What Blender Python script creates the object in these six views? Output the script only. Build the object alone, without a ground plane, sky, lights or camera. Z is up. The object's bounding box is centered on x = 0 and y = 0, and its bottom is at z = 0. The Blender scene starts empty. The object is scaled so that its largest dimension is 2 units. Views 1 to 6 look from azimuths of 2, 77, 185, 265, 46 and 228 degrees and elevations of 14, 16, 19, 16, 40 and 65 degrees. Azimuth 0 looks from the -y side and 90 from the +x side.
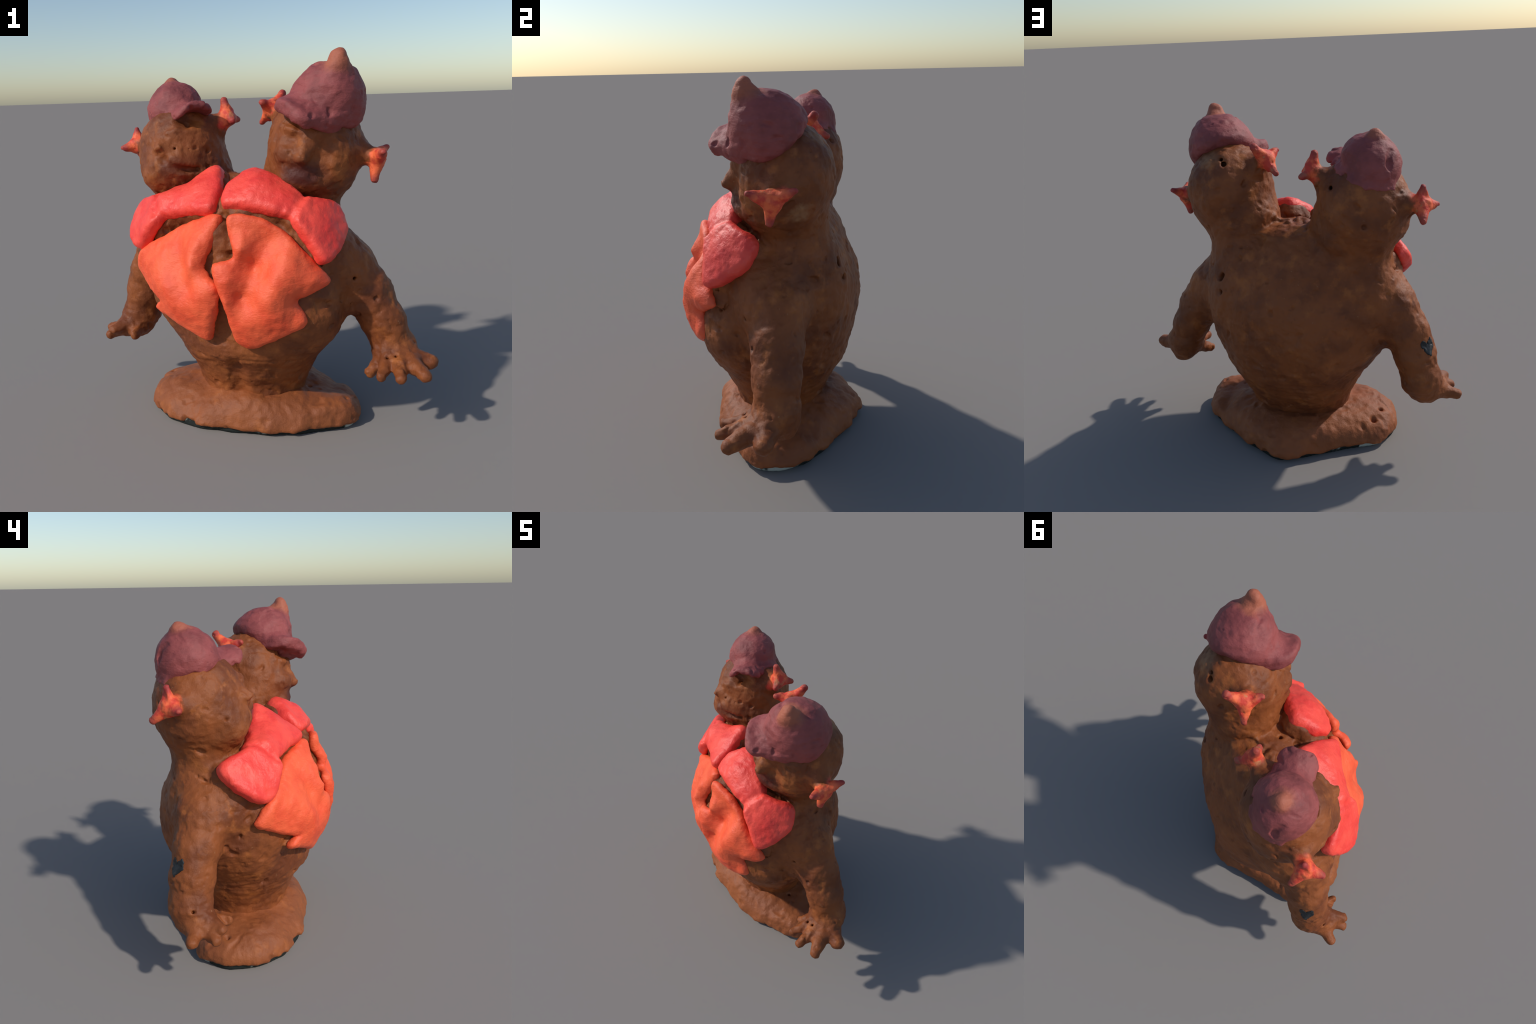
# Two-headed clay figure: the body is described as smooth blends of simple solids
# (distance fields), meshed here, then separated by region into named parts.
import bpy, math
import numpy as np

# ------------------------------------------------------------------ helpers
def V(*a): return np.array(a, dtype=np.float64)
def unit(v):
    v = np.asarray(v, float); return v/np.linalg.norm(v)

def hash3(i, j, k, seed):
    n = (i*374761393 + j*668265263 + k*2147483647 + seed*1274126177) & 0xffffffff
    n = ((n ^ (n >> 13))*1274126177) & 0xffffffff
    n = (n ^ (n >> 16)) & 0xffffffff
    return n

def noise3(p, seed=0):
    """gradient noise, about -1..1"""
    pi = np.floor(p).astype(np.int64); f = p-pi
    w = f*f*f*(f*(f*6-15)+10)
    out = np.zeros(len(p))
    for dx in (0, 1):
        wx = w[:, 0] if dx else 1-w[:, 0]
        for dy in (0, 1):
            wy = w[:, 1] if dy else 1-w[:, 1]
            for dz in (0, 1):
                wz = w[:, 2] if dz else 1-w[:, 2]
                h = hash3(pi[:, 0]+dx, pi[:, 1]+dy, pi[:, 2]+dz, seed)
                gx = (h & 1023)/511.5-1; gy = ((h >> 10) & 1023)/511.5-1; gz = ((h >> 20) & 1023)/511.5-1
                out += wx*wy*wz*(gx*(f[:, 0]-dx)+gy*(f[:, 1]-dy)+gz*(f[:, 2]-dz))
    return out*1.4

def smin(a, b, k):
    h = np.clip(k-np.abs(a-b), 0, None)/k
    return np.minimum(a, b)-h*h*k*.25
def smax(a, b, k): return -smin(-a, -b, k)

def ellipsoid(p, c, r, ax=None):
    q = p-np.asarray(c, float)
    if ax is not None: q = q@np.asarray(ax).T
    r = np.asarray(r, float)
    k0 = np.sqrt(((q/r)**2).sum(1)); k1 = np.sqrt(((q/(r*r))**2).sum(1))+1e-9
    return np.where(k0 < 1e-4, -r.min(), k0*(k0-1)/k1)

def axes(x, up=(0, 0, 1)):
    x = unit(x); y = unit(np.cross(up, x)); z = np.cross(x, y)
    return np.array([x, y, z])

def limb(p, pts, rad, k=None):
    """tube through points with a radius at each"""
    d = None
    for i in range(len(pts)-1):
        a, b = np.asarray(pts[i], float), np.asarray(pts[i+1], float)
        ab = b-a; q = p-a
        t = np.clip(q@ab/(ab@ab), 0, 1)
        e = np.sqrt(((q-t[:, None]*ab)**2).sum(1))-(rad[i]+(rad[i+1]-rad[i])*t)
        d = e if d is None else (np.minimum(d, e) if not k else smin(d, e, k))
    return d

def web(p, a, b, c, t):
    """thick triangle"""
    a, b, c = (np.asarray(v, float) for v in (a, b, c))
    n = unit(np.cross(b-a, c-a))
    d = np.abs((p-a)@n)-t
    m = (a+b+c)/3
    for s, e in ((a, b), (b, c), (c, a)):
        o = np.cross(n, e-s); o = unit(o)
        if (m-s)@o > 0: o = -o
        d = smax(d, (p-s)@o, .02)
    return d

def catmull(P, n=5):
    P = np.asarray(P, float); m = len(P); out = []
    for i in range(m):
        p0, p1, p2, p3 = P[i-1], P[i], P[(i+1) % m], P[(i+2) % m]
        for j in range(n):
            t = j/n
            out.append(.5*((2*p1)+(p2-p0)*t+(2*p0-5*p1+4*p2-p3)*t*t+(3*p1-p0-3*p2+p3)*t**3))
    return np.array(out)

def polygon(q, P):
    """signed distance to a closed 2D outline"""
    d2 = np.full(len(q), 1e9); ins = np.zeros(len(q), bool)
    for i in range(len(P)):
        a, b = P[i], P[(i+1) % len(P)]
        ab = b-a; w = q-a
        t = np.clip(w@ab/(ab@ab+1e-12), 0, 1)
        e = w-t[:, None]*ab
        d2 = np.minimum(d2, (e**2).sum(1))
        cr = ((a[1] > q[:, 1]) != (b[1] > q[:, 1]))
        with np.errstate(divide='ignore', invalid='ignore'):
            x = a[0]+(q[:, 1]-a[1])*(b[0]-a[0])/(b[1]-a[1])
        ins ^= cr & (q[:, 0] < x)
    d = np.sqrt(d2)
    return np.where(ins, -d, d)

def local(p, lo, hi, fn, far=.16):
    """evaluate fn only near its box; elsewhere the distance to the box is enough"""
    lo = np.asarray(lo); hi = np.asarray(hi)
    e = np.maximum(np.maximum(lo-p, p-hi), 0)
    out = np.sqrt((e*e).sum(1))
    m = out < far
    out += .02
    if m.any(): out[m] = fn(p[m])
    return out

class Sheet:
    """a slab of clay: outline through 3D control points, surface height a thin-plate spline"""
    def __init__(s, rim, inner=(), normal=None, thick=.06, round_=.03, n=5, stiff=5e-5, grow=0., lift=0.):
        s.rim = np.asarray(rim, float); pts = np.vstack([s.rim]+([np.asarray(inner, float)] if len(inner) else []))
        s.c = s.rim.mean(0)
        if normal is None:
            _, _, vt = np.linalg.svd(s.rim-s.c); nn = vt[2]
            if nn@V(-.4, -.9, .3) < 0: nn = -nn
        else: nn = unit(normal)
        s.n = nn; s.s = unit(np.cross((0, 0, 1), nn)); s.t = np.cross(nn, s.s)
        q = np.stack([(pts-s.c)@s.s, (pts-s.c)@s.t], 1); hgt = (pts-s.c)@s.n
        m = len(q); K = s.U(q, q)+np.eye(m)*stiff
        A = np.zeros((m+3, m+3)); A[:m, :m] = K; A[:m, m] = 1; A[:m, m+1:] = q; A[m, :m] = 1; A[m+1:, :m] = q.T
        s.w = np.linalg.solve(A, np.r_[hgt, 0, 0, 0]); s.q = q
        s.P = catmull(q[:len(s.rim)], n)
        s.thick, s.round, s.grow, s.lift = thick, round_, grow, lift
    @staticmethod
    def U(a, b):
        r2 = ((a[:, None, :]-b[None])**2).sum(2)
        return .5*r2*np.log(r2+1e-12)
    def height(s, p):
        q = np.stack([(p-s.c)@s.s, (p-s.c)@s.t], 1)
        m = len(s.q)
        return s.U(q, s.q)@s.w[:m]+s.w[m]+q@s.w[m+1:], q
    def field(s, p):
        lo, hi = s.box(.0)
        return local(p, lo-.05, hi+.05, s.exact, .06)
    def exact(s, p):
        h, q = s.height(p)
        nrm = (p-s.c)@s.n-h-s.lift
        d2 = polygon(q, s.P)-s.grow
        return smax(d2, np.abs(nrm+s.thick/2)-s.thick/2, s.round)
    def box(s, m=.08): return s.rim.min(0)-m, s.rim.max(0)+m

# ------------------------------------------------------------------ mesher
def mesh_field(f, lo, hi, h, newton=2):
    lo = np.asarray(lo, float); hi = np.asarray(hi, float)
    B = 4
    nb = np.ceil((hi-lo)/(h*B)).astype(int)+1
    ax = [lo[i]+np.arange(nb[i]+1)*h*B for i in range(3)]
    C = np.stack(np.meshgrid(*ax, indexing='ij'), -1).reshape(-1, 3)
    dc = f(C).reshape(nb+1)
    near = np.abs(dc) < h*B*2.2
    sg = dc < 0
    for a in range(3):                                   # sign changes between neighbours
        s0 = [slice(None)]*3; s1 = [slice(None)]*3; s0[a] = slice(0, -1); s1[a] = slice(1, None)
        ch = sg[tuple(s0)] != sg[tuple(s1)]
        near[tuple(s0)] |= ch; near[tuple(s1)] |= ch
    blk = np.zeros(nb, bool)
    for dx in (0, 1):
        for dy in (0, 1):
            for dz in (0, 1):
                blk |= near[dx:dx+nb[0], dy:dy+nb[1], dz:dz+nb[2]]
    n = nb*B+1
    D = np.repeat(np.repeat(np.repeat(np.where(sg, -1., 1.)[:-1, :-1, :-1], B, 0), B, 1), B, 2)
    D = np.pad(D, ((0, 1),)*3, mode='edge')
    M = np.zeros(n, bool)
    fb = np.repeat(np.repeat(np.repeat(blk, B, 0), B, 1), B, 2)
    for dx in (0, 1):
        for dy in (0, 1):
            for dz in (0, 1):
                M[dx:dx+n[0]-1, dy:dy+n[1]-1, dz:dz+n[2]-1] |= fb
    idx = np.argwhere(M)
    pts = lo+idx*h
    val = np.concatenate([f(pts[i:i+200000]) for i in range(0, len(pts), 200000)])
    D[M] = val
    S = D < 0
    cn = n-1
    cnt = np.zeros(cn, np.int8)
    for dx in (0, 1):
        for dy in (0, 1):
            for dz in (0, 1):
                cnt += S[dx:dx+cn[0], dy:dy+cn[1], dz:dz+cn[2]]
    act = (cnt > 0) & (cnt < 8)
    ci = np.argwhere(act)
    vid = -np.ones(cn, np.int64); vid[act] = np.arange(len(ci))
    acc = np.zeros((len(ci), 3)); num = np.zeros(len(ci))
    offs = [(x, y, z) for x in (0, 1) for y in (0, 1) for z in (0, 1)]
    for o in offs:
        for a in range(3):
            if o[a]: continue
            e = list(o); e[a] = 1
            i0 = ci+o; i1 = ci+e
            d0 = D[tuple(i0.T)]; d1 = D[tuple(i1.T)]
            m = (d0 < 0) != (d1 < 0)
            t = np.where(m, d0/np.where(m, d0-d1, 1), 0)
            q = np.tile(np.array(o, float), (len(ci), 1)); q[:, a] = t
            acc[m] += q[m]; num[m] += 1
    v = lo+(ci+acc/num[:, None])*h
    quads = []
    for a in range(3):
        b, c = (a+1) % 3, (a+2) % 3
        s0 = [slice(1, -1)]*3; s1 = [slice(1, -1)]*3
        s0[a] = slice(0, -1); s1[a] = slice(1, None)
        A0 = S[tuple(s0)]; A1 = S[tuple(s1)]
        e = np.argwhere(A0 != A1)
        base = e.copy(); base[:, b] += 1; base[:, c] += 1
        inside = A0[tuple(e.T)]
        def cell(db, dc_):
            k = base.copy(); k[:, b] -= db; k[:, c] -= dc_
            return vid[tuple(k.T)]
        q = np.stack([cell(1, 1), cell(0, 1), cell(0, 0), cell(1, 0)], 1)
        q[~inside] = q[~inside][:, ::-1]
        quads.append(q)
    quads = np.vstack(quads)
    quads = quads[(quads >= 0).all(1)]
    e = h*.35
    K = np.array([[1, -1, -1], [-1, -1, 1], [-1, 1, -1], [1, 1, 1]], float)
    for _ in range(newton):
        d = f(v); g = np.zeros_like(v)
        for k in K: g += k*f(v+k*e)[:, None]
        g /= 4*e
        g2 = np.maximum((g**2).sum(1), .05)
        st = -(d/g2)[:, None]*g
        L = np.linalg.norm(st, axis=1, keepdims=True)
        v = v+st*np.minimum(1, h*.7/np.maximum(L, 1e-9))
    return v, quads

def make_mesh(name, v, q, normals=None):
    me = bpy.data.meshes.new(name)
    me.vertices.add(len(v)); me.vertices.foreach_set('co', v.astype(np.float32).ravel())
    me.loops.add(q.size); me.loops.foreach_set('vertex_index', q.astype(np.int32).ravel())
    me.polygons.add(len(q)); me.polygons.foreach_set('loop_start', np.arange(0, q.size, 4, dtype=np.int32))
    me.update(calc_edges=True); me.validate()
    me.polygons.foreach_set('use_smooth', np.ones(len(me.polygons), bool))
    if normals is not None: me.normals_split_custom_set_from_vertices([tuple(x) for x in normals])
    return me

def vertex_normals(v, q):
    n = np.zeros_like(v)
    fn = np.cross(v[q[:, 2]]-v[q[:, 0]], v[q[:, 3]]-v[q[:, 1]])
    for i in range(4):
        for a in range(3): n[:, a] += np.bincount(q[:, i], fn[:, a], len(v))
    return n/np.maximum(np.linalg.norm(n, axis=1, keepdims=True), 1e-12)

def add_part(name, me, parent, mat):
    ob = bpy.data.objects.new(name, me); bpy.context.scene.collection.objects.link(ob)
    ob.parent = parent; me.materials.append(mat)
    return ob

# ------------------------------------------------------------------ the figure
W = V(.891, -.454, 0); FR = V(-.454, -.891, 0)          # figure's own width and front directions

# torso sections: z, half width along W, half depth along FR, centre x, centre y
TORSO = np.array([
    (-.10, .31, .245, -.03, .02), (.10, .313, .25, -.03, .02), (.22, .328, .262, -.02, .03), (.33, .375, .318, -.018, .032), (.47, .455, .39, -.015, .03),
    (.60, .53, .41, -.025, .05), (.80, .57, .432, -.03, .055), (.92, .565, .42, -.03, .06), (1.07, .51, .365, -.03, .06),
    (1.2, .46, .29, -.04, .08), (1.28, .40, .22, -.04, .09), (1.325, .26, .15, -.03, .10), (1.35, .05, .04, -.03, .1)])
def spline_cols(T, z):
    x = T[:, 0]; zc = np.clip(z, x[0], x[-1]-1e-6)
    i = np.clip(np.searchsorted(x, zc, 'right')-1, 0, len(x)-2)
    hx = x[i+1]-x[i]; t = (zc-x[i])/hx
    sl = np.gradient(T[:, 1:], x, axis=0)
    h00 = 2*t**3-3*t**2+1; h10 = t**3-2*t**2+t; h01 = -2*t**3+3*t**2; h11 = t**3-t**2
    return (h00[:, None]*T[i, 1:]+(h10*hx)[:, None]*sl[i]+h01[:, None]*T[i+1, 1:]+(h11*hx)[:, None]*sl[i+1])
def torso(p):
    c = spline_cols(TORSO, p[:, 2])
    a = np.maximum(c[:, 0], .03); b = np.maximum(c[:, 1], .03)
    dx = p[:, 0]-c[:, 2]; dy = p[:, 1]-c[:, 3]
    u = dx*W[0]+dy*W[1]; v = dx*FR[0]+dy*FR[1]
    k0 = np.sqrt((u/a)**2+(v/b)**2); k1 = np.sqrt((u/a**2)**2+(v/b**2)**2)+1e-9
    d = np.where(k0 < 1e-3, -np.minimum(a, b), k0*(k0-1)/k1)
    d = smax(d, p[:, 2]-1.35, .03)
    d = smin(d, ellipsoid(p, (.20, -.21, .70), (.28, .24, .27), axes((.89, -.45, 0))), .10)   # belly
    d = smin(d, ellipsoid(p, (.29, .10, .93), (.195, .185, .34)), .10)    # flank behind the arm
    d = smin(d, ellipsoid(p, (-.34, .06, .78), (.24, .24, .26)), .10)   # other flank
    d = smin(d, ellipsoid(p, (.37, -.20, .94), (.16, .14, .19)), .08)   # fronts of the shoulders
    d = smin(d, ellipsoid(p, (-.48, .15, .95), (.16, .15, .18)), .08)
    d = smin(d, ellipsoid(p, (-.03, .14, 1.265), (.25, .16, .10), axes(W)), .05)       # ridge between the necks
    d = smin(d, ellipsoid(p, (-.13, .265, .76), (.22, .27, .32)), .08)  # back
    d = smin(d, ellipsoid(p, (-.42, .32, .96), (.15, .155, .19)), .08)
    d = smax(d, -ellipsoid(p, (-.20, -.335, .28), (.11, .075, .11)), .08)
    d = smin(d, ellipsoid(p, (-.20, .235, 1.05), (.17, .20, .20)), .08)
    d = smin(d, ellipsoid(p, (-.16, -.297, 1.05), (.08, .05, .15)), .06)    # clay wedge between the vest panels
    # cleft between the two legs
    d = smax(d, -limb(p, [(-.105, -.325, .42), (-.10, -.275, .30), (-.10, -.24, .17)], [.012, .042, .05]), .05)
    return d

ARM_A = ([(.38, -.08, 1.0), (.512, -.12, .885), (.618, -.155, .74), (.695, -.18, .60), (.748, -.195, .47)], [.148, .145, .127, .115, .105])
ARM_B = ([(-.475, .25, 1.01), (-.572, .295, .90), (-.643, .327, .775), (-.69, .355, .64), (-.727, .372, .50)], [.145, .138, .123, .115, .108])
def arm_a(p): return local(p, (.25, -.36, .34), (.90, .14, 1.22), lambda q: limb(q, *ARM_A, k=.03))
def arm_b(p): return local(p, (-.86, .05, .36), (-.35, .52, 1.22), lambda q: limb(q, *ARM_B, k=.03))

FING_A = [[(.69, -.25, .39), (.609, -.307, .342)], [(.70, -.32, .405), (.652, -.43, .375)], [(.755, -.34, .41), (.742, -.47, .38)],
          [(.815, -.33, .41), (.868, -.46, .385)], [(.85, -.26, .41), (.927, -.305, .395)]]
FR_A = [(.045, .026), (.045, .026), (.045, .03), (.045, .034), (.05, .042)]
FING_B = [[(-.75, .28, .405), (-.748, .186, .395)], [(-.81, .285, .425), (-.885, .218, .418)], [(-.84, .305, .395), (-.918, .25, .375)], [(-.86, .35, .392), (-.933, .37, .382)]]
FR_B = [(.048, .030), (.044, .028), (.045, .030), (.048, .032)]
def palm_a(p): return local(p, (.6, -.4, .3), (.92, -.02, .57), palm_a_exact)
def palm_a_exact(p):
    d = ellipsoid(p, (.775, -.265, .415), (.125, .105, .055), axes((.95, -.3, 0)))
    return smin(d, limb(p, [(.75, -.18, .45), (.76, -.17, .41)], [.10, .082]), .06)
def palm_b(p): return local(p, (-.93, .18, .3), (-.6, .52, .6), palm_b_exact)
def palm_b_exact(p):
    d = ellipsoid(p, (-.80, .325, .41), (.09, .09, .06))
    return smin(d, limb(p, [(-.735, .375, .47), (-.75, .365, .42)], [.105, .09]), .06)
def fingers(p, F, R):
    return [local(p, np.min(f, 0)-.05, np.max(f, 0)+.05, lambda q, f=f, r=r: limb(q, f, r)) for f, r in zip(F, R)]

def head_a(p): return local(p, (.05, -.36, .82), (.62, .26, 1.83), head_a_exact)
def head_a_exact(p):
    d = ellipsoid(p, (.345, -.05, 1.50), (.25, .248, .29))
    d = smin(d, ellipsoid(p, (.36, .01, 1.54), (.205, .185, .21)), .08)                   # back of skull
    d = smin(d, ellipsoid(p, (.26, .0, 1.37), (.19, .20, .16)), .06)                      # nape towards the other head
    d = smin(d, limb(p, [(.29, .02, 1.05), (.29, .01, 1.30)], [.20, .19]), .05)          # neck
    d = smin(d, ellipsoid(p, (.30, -.235, 1.605), (.15, .045, .03), axes((.95, -.1, -.3))), .05)  # brow
    d = smin(d, ellipsoid(p, (.21, -.215, 1.50), (.07, .06, .06)), .05)                  # cheek
    d = smin(d, ellipsoid(p, (.27, -.21, 1.38), (.12, .075, .07)), .05)                  # muzzle
    d = smax(d, -limb(p, [(.40, -.325, 1.55), (.36, -.325, 1.47), (.37, -.31, 1.41)], [.055, .05, .035]), .05)   # hollow beside the nose
    d = smax(d, -ellipsoid(p, (.215, -.28, 1.668), (.10, .08, .035)), .03)               # hollow under the brim
    d = smax(d, -ellipsoid(p, (.195, -.285, 1.575), (.06, .045, .03)), .04)
    d = smax(d, -limb(p, [(.175, -.275, 1.455), (.225, -.305, 1.437), (.30, -.305, 1.40)], [.010, .016, .012]), .025)   # mouth line
    return d
def nose_a(p): return local(p, (.2, -.38, 1.4), (.36, -.16, 1.65), nose_a_exact)
def nose_a_exact(p): return smin(limb(p, [(.289, -.245, 1.58), (.277, -.285, 1.525), (.262, -.315, 1.49)], [.022, .024, .020], k=.02), limb(p, [(.235, -.255, 1.485), (.262, -.30, 1.485)], [.03, .022]), .03)
def head_b(p): return local(p, (-.68, .0, .82), (-.14, .55, 1.79), head_b_exact)
def head_b_exact(p):
    d = ellipsoid(p, (-.405, .285, 1.485), (.245, .24, .275))
    d = smin(d, ellipsoid(p, (-.42, .34, 1.46), (.20, .165, .23)), .08)
    d = smin(d, ellipsoid(p, (-.29, .255, 1.34), (.175, .19, .18)), .06)
    d = smin(d, limb(p, [(-.375, .255, 1.05), (-.375, .26, 1.30)], [.195, .19]), .05)
    d = smin(d, ellipsoid(p, (-.50, .145, 1.375), (.115, .10, .105)), .07)                # jowl
    d = smin(d, ellipsoid(p, (-.42, .095, 1.43), (.12, .09, .09)), .06)
    d = smin(d, ellipsoid(p, (-.41, .075, 1.578), (.05, .022, .04)), .012)               # eyelid disc
    d = smin(d, limb(p, [(-.45, .07, 1.60), (-.40, .072, 1.62), (-.35, .085, 1.605)], [.012, .014, .012]), .015)
    d = smax(d, -ellipsoid(p, (-.325, .09, 1.675), (.095, .07, .04)), .03)               # hollow under the brim
    d = smax(d, -limb(p, [(-.50, .01, 1.475), (-.48, .02, 1.465)], [.022, .02]), .03)    # under the nose
    d = smax(d, -limb(p, [(-.44, .0, 1.43), (-.36, .035, 1.41), (-.30, .07, 1.41)], [.012, .018, .012]), .03)  # mouth
    return d
def nose_b(p): return local(p, (-.58, -.03, 1.44), (-.4, .15, 1.62), nose_b_exact)
def nose_b_exact(p): return limb(p, [(-.48, .07, 1.53), (-.50, .03, 1.527)], [.05, .026], k=.02)

EARS = {  # root, tips
    'a_out': ((.57, -.12, 1.49), [(.666, -.295, 1.501), (.717, -.08, 1.512), (.639, -.187, 1.348)]),
    'a_in': ((.20, .05, 1.66), [(.182, .181, 1.803), (.063, .03, 1.757), (.066, .170, 1.644)]),
    'b_in': ((-.20, .27, 1.63), [(-.155, .262, 1.775), (-.082, .336, 1.656), (-.103, .207, 1.655)]),
    'b_out': ((-.61, .38, 1.51), [(-.697, .443, 1.617), (-.779, .382, 1.507), (-.69, .517, 1.452)])}
def ear(p, key):
    root, tips = EARS[key]
    return local(p, np.min([root]+tips, 0)-.06, np.max([root]+tips, 0)+.06, lambda q: ear_exact(q, root, tips))
def ear_exact(p, root, tips):
    root = np.asarray(root); tips = [np.asarray(t) for t in tips]
    m = sum(tips)/3; hub = m+(root-m)*.25
    d = limb(p, [root, hub], [.066, .040])
    for t in tips:
        e = t+(hub-t)*.06
        d = smin(d, limb(p, [hub, (hub+e)/2, e], [.046, .031, .018]), .018)
    i = [hub+(t-hub)*.5 for t in tips]
    return smin(d, web(p, *i, .014), .025)

PITS = [((.355, .19, 1.715), (.36, .06, 1.68), .016), ((.375, .17, 1.745), (.37, .06, 1.70), .011), ((-.23, .42, 1.615), (-.25, .34, 1.6), .011),
        ((.43, .27, 1.085), (.36, .20, 1.07), .016), ((.41, .235, 1.06), (.35, .20, 1.05), .016), ((.435, .29, .985), (.38, .24, .985), .015),
        ((.74, -.36, .47), (.74, -.33, .43), .008), ((.69, -.35, .46), (.70, -.33, .42), .009),
        ((-.27, .42, 1.55), (-.3, .36, 1.54), .012), ((.53, -.30, .86), (.52, -.25, .86), .010),
        ((-.84, .36, .50), (-.83, .36, .46), .008), ((-.09, -.08, 1.42), (-.09, -.08, 1.30), .028), ((.0, -.03, 1.40), (.0, -.03, 1.31), .015), ((-.336, .08, 1.645), (-.35, .14, 1.64), .016), ((-.413, .04, 1.522), (-.413, .06, 1.522), .006)]
def clay(p, seed, lump=.008, mid=.005, fine=.0016):
    return (lump*noise3(p*9, seed)+mid*noise3(p*26, seed+1)+fine*noise3(p*70, seed+2))

GROUPS = ['torso', 'arm_a', 'arm_b', 'hand_a', 'hand_b', 'head_a', 'head_b', 'nose_a', 'nose_b', 'a_out', 'a_in', 'b_in', 'b_out']
def body_groups(p):
    g = {'torso': torso(p), 'arm_a': arm_a(p), 'arm_b': arm_b(p), 'hand_a': palm_a(p), 'hand_b': palm_b(p),
         'head_a': head_a(p), 'head_b': head_b(p), 'nose_a': nose_a(p), 'nose_b': nose_b(p)}
    for k in EARS: g[k] = ear(p, k)
    g['fingers_a'] = fingers(p, FING_A, FR_A); g['fingers_b'] = fingers(p, FING_B, FR_B)
    return g

def body(p):
    g = body_groups(p)
    d = smin(g['torso'], g['arm_a'], .10)
    d = smin(d, g['arm_b'], .10)
    for s in 'ab':
        h = g['hand_'+s]
        for f in g['fingers_'+s]: h = smin(h, f, .022)
        d = smin(d, h, .05)
    hd = smin(g['head_a'], g['nose_a'], .035)
    hd = smin(hd, g['a_out'], .05); hd = smin(hd, g['a_in'], .05)
    hb = smin(g['head_b'], g['nose_b'], .035)
    hb = smin(hb, g['b_out'], .05); hb = smin(hb, g['b_in'], .05)
    d = smin(d, hd, .05); d = smin(d, hb, .05)
    for s in BACKING: d = smin(d, s.field(p), .03)
    near = np.abs(d) < .06
    q = p[near]
    if len(q):
        e = d[near]+clay(q, 3)
        waist = np.clip(1-np.abs(q[:, 2]-.42)/.25, 0, 1)
        e += waist*.004*noise3(q*V(7, 7, 45), 11)
        e += .002*noise3(q*V(30, 30, 8), 12)
        e += .04*np.clip(noise3(q*15, 14)-.40, 0, None)+.018*np.clip(noise3(q*31, 15)-.45, 0, None)
        lumpy = np.clip(1-np.linalg.norm((q-V(-.03, .10, 1.33))*V(.55, .8, 1.3), axis=1)/.17, 0, 1)      # rough clay between the heads
        e += lumpy*(.03*noise3(q*16, 16)+.015*noise3(q*34, 17))      # dents
        for a, b, r in PITS:
            m = ((q-V(*a))**2).sum(1) < .15**2
            e[m] = smax(e[m], -limb(q[m], [a, b], [r, r*.8]), .012)
        d = d.copy(); d[near] = e
    return d

# ------------------------------------------------------------------ vest and collar slabs
PANEL_B = dict(rim=[(-.176, -.33, 1.207), (-.225, -.36, 1.09), (-.265, -.389, .977), (-.245, -.42, .92), (-.193, -.461, .87), (-.21, -.45, .76), (-.235, -.41, .65), (-.262, -.36, .575),
                    (-.37, -.32, .625), (-.48, -.245, .675), (-.53, -.205, .70), (-.50, -.245, .75), (-.57, -.15, .80), (-.648, -.025, .865), (-.65, -.04, .92), (-.618, -.086, .985), (-.50, -.14, 1.06), (-.381, -.185, 1.13), (-.27, -.26, 1.18)],
               inner=[(-.371, -.25, 1.067), (-.347, -.319, .956), (-.325, -.369, .856), (-.516, -.232, .937), (-.449, -.328, .847), (-.414, -.338, .718), (-.266, -.368, 1.078), (-.287, -.405, .978), (-.277, -.44, .821), (-.248, -.441, .75), (-.469, -.231, 1.008)])
PANEL_A = dict(rim=[(-.105, -.395, 1.222), (-.10, -.41, 1.12), (-.085, -.448, 1.02), (-.187, -.452, .985), (-.175, -.47, .90), (-.14, -.48, .80), (-.11, -.46, .67), (-.075, -.43, .565), (.0, -.44, .545), (.12, -.46, .60),
                    (.255, -.479, .675), (.26, -.48, .73), (.225, -.475, .80), (.30, -.475, .84), (.385, -.454, .885), (.37, -.45, .925), (.315, -.447, .98), (.20, -.43, 1.115), (.125, -.42, 1.168), (.052, -.411, 1.208)],
               inner=[(.09, -.405, 1.097), (.017, -.41, .97), (-.05, -.45, .821), (-.081, -.475, .707), (-.047, -.461, 1.067), (-.103, -.495, .929), (-.128, -.49, .805), (.172, -.487, 1.029), (.119, -.52, .944), (.052, -.522, .84), (-.007, -.492, .679), (.208, -.492, .823), (.127, -.525, .745), (.247, -.505, .897), (.313, -.49, .918)])
COLLAR_A1 = dict(rim=[(-.138, -.299, 1.283), (-.115, -.22, 1.36), (-.007, -.155, 1.43), (.10, -.19, 1.42), (.20, -.25, 1.36), (.279, -.313, 1.293), (.255, -.375, 1.235), (.21, -.405, 1.225), (.05, -.385, 1.262), (-.08, -.345, 1.277)],
                 inner=[(.04, -.30, 1.37), (.17, -.34, 1.32)])
COLLAR_A2 = dict(rim=[(.27, -.32, 1.29), (.37, -.27, 1.27), (.451, -.216, 1.226), (.485, -.275, 1.109), (.44, -.37, 1.03), (.358, -.455, .991), (.295, -.445, 1.085), (.215, -.41, 1.215)],
                 inner=[(.38, -.36, 1.15)])
COLLAR_B1 = dict(rim=[(-.213, -.297, 1.254), (-.17, -.20, 1.33), (-.165, -.05, 1.426), (-.21, -.02, 1.43), (-.33, .01, 1.35), (-.46, .035, 1.30), (-.535, .05, 1.27), (-.575, -.055, 1.175), (-.45, -.14, 1.205), (-.32, -.225, 1.235)],
                 inner=[(-.28, -.14, 1.34), (-.40, -.09, 1.295), (-.49, -.06, 1.275), (-.45, -.115, 1.25)])
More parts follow.
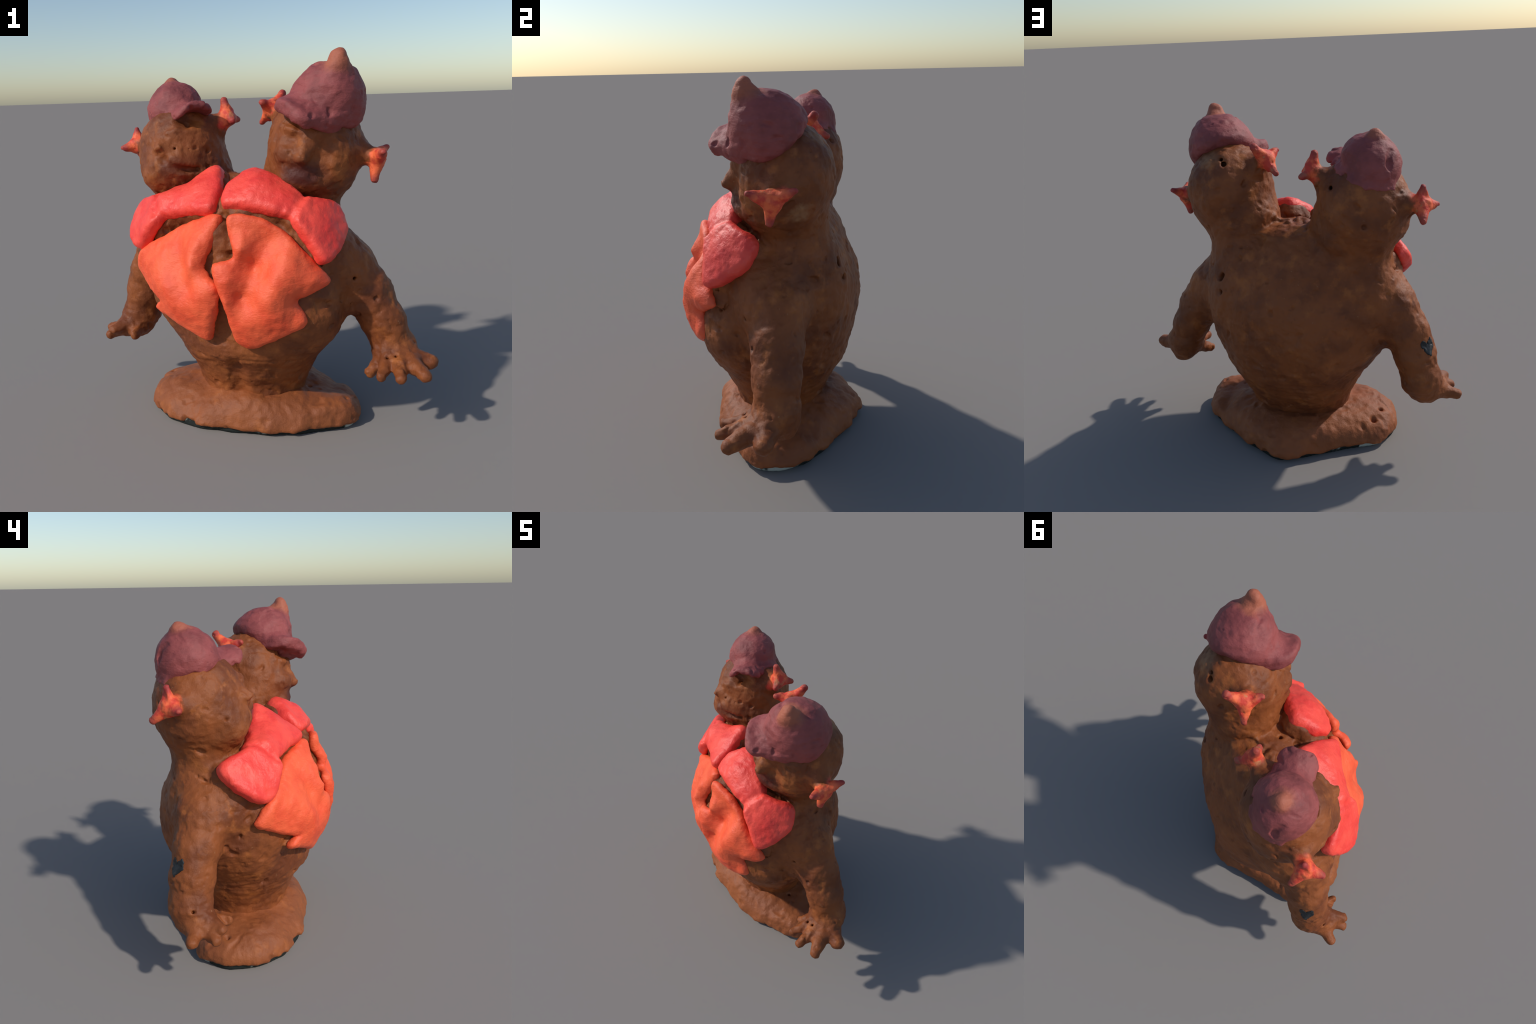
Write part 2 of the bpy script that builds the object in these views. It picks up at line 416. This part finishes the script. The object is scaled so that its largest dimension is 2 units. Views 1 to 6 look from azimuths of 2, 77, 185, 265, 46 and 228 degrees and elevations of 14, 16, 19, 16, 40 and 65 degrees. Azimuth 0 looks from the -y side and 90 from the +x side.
COLLAR_B2 = dict(rim=[(-.50, .0, 1.26), (-.58, .1, 1.25), (-.645, .198, 1.196), (-.685, .13, 1.10), (-.68, .03, 1.03), (-.627, -.055, .995), (-.575, -.11, 1.07), (-.495, -.125, 1.18)],
                 inner=[(-.61, .03, 1.15)])
def shift(spec, out, **kw):
    s = Sheet(**spec); n = s.n*out
    return Sheet([V(*r)+n for r in spec['rim']], [V(*r)+n for r in spec['inner']], normal=s.n, **kw)
def shrink(spec, f, out):
    s = Sheet(**spec); n = s.n*out; c = s.c
    return Sheet([c+(V(*r)-c)*f+n for r in spec['rim']], [c+(V(*r)-c)*f+n for r in spec['inner']], normal=s.n, thick=.11, round_=.05)
BACKING = [shrink(PANEL_A, 1.0, -.035), shrink(PANEL_B, 1.0, -.035), shrink(COLLAR_A1, 1.06, -.035), shrink(COLLAR_A2, 1.03, -.04), shrink(COLLAR_B1, 1.06, -.035), shrink(COLLAR_B2, 1.0, -.045)]

# ------------------------------------------------------------------ caps
def brim(p, c, fwd, up, r, sag):
    """flat tongue, sides bent down by sag"""
    x = unit(fwd); z = unit(np.asarray(up)-x*(np.asarray(up)@x)); y = np.cross(z, x)
    w = p-V(*c); q = np.stack([w@x, w@y, w@z], 1)
    q[:, 2] += sag*q[:, 1]**2
    k = r[1]*.6
    e = np.maximum(np.abs(q[:, :2])-(np.array(r[:2])-k), 0)
    return smax(np.hypot(e[:, 0], e[:, 1])-k, np.abs(q[:, 2])-r[2], .03)
def cap_a(p):
    d = ellipsoid(p, (.405, -.12, 1.74), (.195, .193, .185))
    d = smin(d, ellipsoid(p, (.425, -.17, 1.83), (.13, .13, .10)), .08)
    d = smin(d, limb(p, [(.44, -.225, 1.86), (.447, -.245, 1.93), (.451, -.252, 1.967)], [.075, .052, .034], k=.02), .035)
    d = smax(d, (p-V(.4, -.1, 1.685))@unit((-.266, .678, -1)), .05)               # rim plane, low in front
    d = smin(d, brim(p, (.292, -.24, 1.712), (-.8, -.55, .10), (.12, -.38, 1), (.137, .13, .036), 1.5), .08)
    return d+clay(p, 31, .009, .004, .0012)+.003*noise3(p*V(14, 14, 40), 33)+.03*np.clip(noise3(p*17, 36)-.38, 0, None)
def cap_b(p):
    d = ellipsoid(p, (-.447, .34, 1.707), (.152, .166, .172))
    d = smin(d, limb(p, [(-.455, .365, 1.83), (-.463, .378, 1.872)], [.07, .035]), .05)
    d = smin(d, ellipsoid(p, (-.375, .33, 1.775), (.085, .10, .075)), .04)
    d = smin(d, smax(head_b(p)-.008, (p-V(-.45, .33, 0))@unit((-.45, -.9, 0))+.02, .05), .02)      # skirt at the back of the head
    d = smax(d, (p-V(-.44, .3, 1.645))@unit((.25, -.19, -1))+.008*noise3(p*11, 45), .035)
    d = smin(d, brim(p, (-.34, .17, 1.735), (.5, -.85, .2), (-.15, 0, 1), (.105, .108, .024), 4.), .05)
    return d+clay(p, 41, .009, .0045, .0012)+.03*np.clip(noise3(p*18, 46)-.38, 0, None)

# ------------------------------------------------------------------ base
BASE = [(-.655, .10), (-.60, .27), (-.47, .37), (-.25, .43), (-.03, .50), (.12, .52), (.27, .40), (.40, .26), (.53, .10), (.61, -.06), (.575, -.24), (.44, -.33), (.11, -.385), (-.15, -.345), (-.345, -.295), (-.515, -.18), (-.63, -.02)]
BASE_P = catmull(BASE, 4)
def base_outline(p):
    w = .012*noise3(np.c_[p[:, :2]*7, np.zeros(len(p))], 51)
    return polygon(p[:, :2], BASE_P)+w+.012
def base_slab(p):
    e = base_outline(p)
    r = np.hypot(p[:, 0]+.03, p[:, 1]-.06)
    top = .135+.065*np.clip(1-(r-.28)/.2, 0, 1)+.02*np.exp(-((p[:, 0]+.46)**2+(p[:, 1]-.27)**2)/.03)+.03*np.exp(-((p[:, 0]-.38)**2+(p[:, 1]+.25)**2)/.03)-.03*np.exp(-((p[:, 0]+.35)**2+(p[:, 1]+.22)**2)/.02)+.035*np.exp(-((p[:, 0]+.48)**2+(p[:, 1]-.02)**2)/.02)+.015*noise3(np.c_[p[:, :2]*5, np.zeros(len(p))+3.], 52)
    d = smax(e, p[:, 2]-top, .14)
    bot = .021+.012*noise3(np.c_[p[:, :2]*6, np.zeros(len(p))+7.], 53)
    d = smax(d, bot-p[:, 2], .03)
    d = d+clay(p, 55, .011, .004, .0012)+.03*np.clip(noise3(p*13, 58)-.4, 0, None)
    for x, y, r in ((-.47, .27, .022), (-.40, .33, .02), (-.36, .36, .014), (-.52, .18, .015), (-.30, .40, .012), (-.45, .36, .012), (.50, -.2, .014), (.54, -.13, .012), (.30, -.1, .01)):
        q = p-V(x, y, .17); d = smax(d, -(np.sqrt((q**2*V(1, 1, .15)).sum(1))-r), .015)
    return d
def underside(p):
    e = base_outline(p)+.03+.012*noise3(p*V(9, 9, 9), 57)
    return smax(smax(e, p[:, 2]-.06, .01), .0-p[:, 2], .004)

# ------------------------------------------------------------------ materials
class Mat:
    def __init__(s, name, rough=.55, spec=.4):
        m = bpy.data.materials.new(name); m.use_nodes = True; s.m = m; s.nt = m.node_tree; s.N = s.nt.nodes; s.L = s.nt.links
        s.bsdf = s.N['Principled BSDF']; s.bsdf.inputs['Roughness'].default_value = rough
        s.bsdf.inputs['Specular IOR Level'].default_value = spec
        s.co = s.N.new('ShaderNodeTexCoord').outputs['Object']
    def mapped(s, scale):
        n = s.N.new('ShaderNodeMapping'); n.inputs['Scale'].default_value = scale; s.L.new(s.co, n.inputs['Vector']); return n.outputs[0]
    def noise(s, scale, detail=4, rough=.55, vec=None, dist=0.):
        n = s.N.new('ShaderNodeTexNoise'); n.inputs['Scale'].default_value = scale; n.inputs['Detail'].default_value = detail
        n.inputs['Roughness'].default_value = rough; n.inputs['Distortion'].default_value = dist
        s.L.new(vec or s.co, n.inputs['Vector']); return n.outputs['Fac']
    def ramp(s, fac, a, b, lo=0., hi=1.):
        n = s.N.new('ShaderNodeMapRange'); n.interpolation_type = 'SMOOTHSTEP'
        for k, v in zip(('From Min', 'From Max', 'To Min', 'To Max'), (a, b, lo, hi)): n.inputs[k].default_value = v
        s.L.new(fac, n.inputs['Value']); return n.outputs[0]
    def mix(s, fac, a, b):
        n = s.N.new('ShaderNodeMix'); n.data_type = 'RGBA'
        if isinstance(fac, float): n.inputs[0].default_value = fac
        else: s.L.new(fac, n.inputs[0])
        for i, c in ((6, a), (7, b)):
            if isinstance(c, tuple): n.inputs[i].default_value = (*c, 1)
            else: s.L.new(c, n.inputs[i])
        return n.outputs[2]
    def math(s, op, a, b):
        n = s.N.new('ShaderNodeMath'); n.operation = op
        for i, c in enumerate((a, b)):
            if isinstance(c, (int, float)): n.inputs[i].default_value = c
            else: s.L.new(c, n.inputs[i])
        return n.outputs[0]
    def dist(s, pt, scale=(1, 1, 1), wob=.0, wscale=20):
        a = s.N.new('ShaderNodeVectorMath'); a.operation = 'SUBTRACT'; s.L.new(s.co, a.inputs[0]); a.inputs[1].default_value = pt
        b = s.N.new('ShaderNodeVectorMath'); b.operation = 'MULTIPLY'; s.L.new(a.outputs[0], b.inputs[0]); b.inputs[1].default_value = scale
        c = s.N.new('ShaderNodeVectorMath'); c.operation = 'LENGTH'; s.L.new(b.outputs[0], c.inputs[0])
        o = c.outputs['Value']
        if wob: o = s.math('ADD', o, s.math('MULTIPLY', s.math('SUBTRACT', s.noise(wscale, 3), .5), wob))
        return o
    def spot(s, col, pt, r0, r1, c, scale=(1, 1, 1), wob=.0, wscale=20, strength=1.):
        return s.mix(s.ramp(s.dist(pt, scale, wob, wscale), r0, r1, strength, 0.), col, c)
    def bump(s, h, strength=.3, distance=.01):
        n = s.N.new('ShaderNodeBump'); n.inputs['Strength'].default_value = strength; n.inputs['Distance'].default_value = distance
        s.L.new(h, n.inputs['Height']); s.L.new(n.outputs[0], s.bsdf.inputs['Normal'])
    def done(s, col):
        s.L.new(col, s.bsdf.inputs['Base Color']); return s.m

BROWN, BROWN_D, BROWN_O, TAN = (.265, .075, .020), (.15, .040, .013), (.36, .11, .027), (.40, .22, .11)
ORANGE, RED, CORAL, PLUM, PLUM_L = (.90, .125, .045), (.92, .082, .055), (.85, .11, .045), (.20, .043, .042), (.30, .068, .064)
def brown_clay(s):
    c = s.mix(s.ramp(s.noise(5, 5), .35, .68), BROWN, BROWN_D)
    c = s.mix(s.ramp(s.noise(9, 4, .6), .52, .75), c, BROWN_O)
    c = s.mix(s.ramp(s.noise(34, 4, .65), .58, .74, 0, .55), c, BROWN_D)
    c = s.mix(s.ramp(s.noise(48, 3, .6, s.mapped((1, 1.2, .7))), .68, .78, 0, .5), c, TAN)
    s.bump(s.noise(60, 6, .65), .35, .012)
    return c
def clay_material():
    s = Mat('brown_clay', .54, .3); c = brown_clay(s)
    # dark red lips of both faces, pale scuffs, ears painted orange with dark tips
    c = s.spot(c, (.27, -.30, 1.40), .04, .12, (.065, .012, .010), (.75, .6, 1.25), .06, 14, .85)
    c = s.spot(c, (-.42, .02, 1.42), .03, .11, (.075, .014, .010), (.75, .6, 1.2), .05, 14, .55)
    c = s.spot(c, (.53, -.02, 1.39), .03, .08, TAN, (1, 1, 1), .08, 30, .6)
    c = s.spot(c, (.43, .06, 1.70), .02, .11, TAN, (1, 1, 1.5), .10, 30, .6)
    for k, (root, tips) in EARS.items():
        hub = sum(V(*t) for t in tips)/3; m = hub
        e = s.ramp(s.dist(tuple(m), wob=.08, wscale=22), .055, .085, 1., 0.)
        for t in tips: e = s.math('MAXIMUM', e, s.ramp(s.dist(tuple(V(*t)*.85+hub*.15), wob=.06, wscale=18), .06, .095, 1., 0.))
        col = s.mix(s.ramp(s.noise(22, 3), .40, .64), (.88, .16, .06), (.66, .06, .035))
        col = s.mix(s.ramp(s.noise(16, 3, .6), .60, .70, 0, .7), col, (.55, .27, .12))
        c = s.mix(e, c, col)
        for t in tips: c = s.spot(c, t, .015, .06, (.24, .035, .04), wob=.03, wscale=30, strength=.72)
    return s.done(c)
def base_material():
    s = Mat('base_clay', .55, .3); c = brown_clay(s)
    c = s.mix(.45, c, (.33, .10, .035))
    return s.done(c)
def paint(name, a, b, hi, rough=.5, vec=(1, 1, 1)):
    s = Mat(name, rough, .4)
    c = s.mix(s.ramp(s.noise(7, 4, .6), .38, .68), a, b)
    c = s.mix(s.ramp(s.noise(40, 4, .65, s.mapped(vec)), .60, .78, 0, .45), c, hi)
    s.bump(s.noise(55, 5, .65, s.mapped(vec)), .35, .012)
    return s, c
def panel_material():
    s, c = paint('orange_paint', ORANGE, (.80, .085, .03), (.95, .20, .10), .5, (1, 1, 2.2)); return s.done(c)
def collar_material():
    s, c = paint('red_paint', RED, (.80, .05, .038), (.95, .17, .12), .42); return s.done(c)
def cap_material(tipa, tipb):
    s, c = paint('plum_paint', PLUM_L, PLUM, (.40, .12, .11), .62, (1, 1, 1.8))
    c = s.spot(c, tipa, .07, .14, (.40, .115, .06), wob=.08, wscale=14, strength=.9)
    c = s.spot(c, tipb, .03, .09, (.40, .115, .06), wob=.06, wscale=14, strength=.8)
    return s.done(c)
def under_material():
    s = Mat('black_underside', .7, .3)
    c = s.mix(s.ramp(s.noise(5, 4), .54, .60), (.012, .016, .014), (.45, .46, .40))
    return s.done(c)
def mark_material():
    s = Mat('black_mark', .5, .4)
    return s.done(s.mix(s.ramp(s.noise(40, 3), .5, .8), (.012, .014, .016), (.05, .05, .05)))

# ------------------------------------------------------------------ build
root = bpy.data.objects.new('clay_figure', None); bpy.context.scene.collection.objects.link(root)
root['label'] = 'two-headed brown clay figure with plum caps and red orange vest'
root['category'] = 'clay figurine'
M_clay, M_base, M_panel, M_collar = clay_material(), base_material(), panel_material(), collar_material()
M_cap, M_under, M_mark = cap_material((.451, -.252, 1.99), (-.463, .378, 1.90)), under_material(), mark_material()
H = .0075

v, q = mesh_field(body, (-1.05, -.62, .02), (1.05, .72, 1.90), H)
nrm = vertex_normals(v, q)
fc = v[q].mean(1)
g = body_groups(fc)
names = GROUPS+[('finger_a', i) for i in range(5)]+[('finger_b', i) for i in range(4)]
stack = np.stack([g[k] for k in GROUPS]+g['fingers_a']+g['fingers_b'], 1)
stack[:, GROUPS.index('nose_a')] += .004; stack[:, GROUPS.index('nose_b')] += .004
reg = stack.argmin(1)
LABEL = {'torso': 'torso', 'arm_a': 'arm', 'arm_b': 'arm', 'hand_a': 'hand', 'hand_b': 'hand', 'head_a': 'head', 'head_b': 'head', 'nose_a': 'nose', 'nose_b': 'nose',
         'a_out': 'ear', 'a_in': 'ear', 'b_in': 'ear', 'b_out': 'ear'}
OWNER = {'nose_a': 'head_a', 'nose_b': 'head_b', 'a_out': 'head_a', 'a_in': 'head_a', 'b_in': 'head_b', 'b_out': 'head_b', 'finger_a': 'hand_a', 'finger_b': 'hand_b'}
made = {}
for i, nm in enumerate(names):
    key = nm if isinstance(nm, str) else nm[0]
    f = q[reg == i]
    if not len(f): continue
    used = np.unique(f); remap = np.zeros(len(v), np.int64); remap[used] = np.arange(len(used))
    label = LABEL.get(key, 'finger')
    me = make_mesh(label, v[used], remap[f], nrm[used])
    made[key if isinstance(nm, str) else nm] = add_part(label, me, made.get(OWNER.get(key), root), M_clay)

def simple(name, f, lo, hi, h, mat, parent=root):
    vv, qq = mesh_field(f, lo, hi, h)
    return add_part(name, make_mesh(name, vv, qq), parent, mat)

def slab(name, specs, lifts, mat, seed, thick, rnd, amp=1., join=.012, grow=.004, groove=None):
    sh = [Sheet(**s, thick=thick, round_=rnd, grow=grow, lift=lf) for s, lf in zip(specs, lifts)]
    def f(p):
        d = sh[0].field(p)
        for s in sh[1:]: d = smin(d, s.field(p), join)
        if groove: d = smax(d, -limb(p, groove, [.012]*len(groove)), .03)                 # crease between the lobes
        return d+amp*(.006*noise3(p*11, seed)+.003*noise3(p*28, seed+1)+.001*noise3(p*75, seed+2))
    lo = np.min([s.box()[0] for s in sh], 0); hi = np.max([s.box()[1] for s in sh], 0)
    return simple(name, f, lo, hi, .0065, mat)
slab('vest_panel', [PANEL_A], [.010], M_panel, 61, .06, .035, grow=.005)
slab('vest_panel', [PANEL_B], [.0], M_panel, 64, .06, .035, grow=.012)
slab('collar', [COLLAR_A1, COLLAR_A2], [.004, .028], M_collar, 67, .08, .035, groove=[(.275, -.325, 1.325), (.245, -.385, 1.275), (.20, -.44, 1.225)])
slab('collar', [COLLAR_B1, COLLAR_B2], [.006, .026], M_collar, 70, .08, .035, groove=[(-.52, .02, 1.295), (-.53, -.045, 1.265), (-.525, -.115, 1.20)])
simple('cap', cap_a, (.05, -.50, 1.50), (.70, .20, 2.06), .0065, M_cap, made['head_a'])
simple('cap', cap_b, (-.68, -.05, 1.50), (-.12, .60, 1.98), .006, M_cap, made['head_b'])
simple('base', base_slab, (-.75, -.48, -.02), (.72, .62, .34), .0075, M_base)
simple('base_underside', underside, (-.75, -.48, -.03), (.72, .62, .10), .0075, M_under)

# black heart painted on one arm
hc = V(-.735, .415, .71); hn = unit((-.72, .66, .15)); hs = unit(np.cross((0, 0, 1), hn)); ht = np.cross(hn, hs)
HEART = catmull([(0, -.04), (.03, -.012), (.042, .018), (.028, .034), (.008, .022), (0, .004), (-.012, .024), (-.03, .036), (-.042, .014), (-.026, -.018)], 4)
def heart(p):
    w = p-hc
    d2 = polygon(np.stack([w@hs, w@ht], 1), HEART)-.005+.022*noise3(p*30, 81)+.01*noise3(p*70, 82)
    d = smax(d2, np.abs(w@hn)-.07, .005)
    return smax(d, np.abs(body(p))-.004, .004)
simple('heart_mark', heart, hc-.10, hc+.10, .004, M_mark, made['arm_b'])
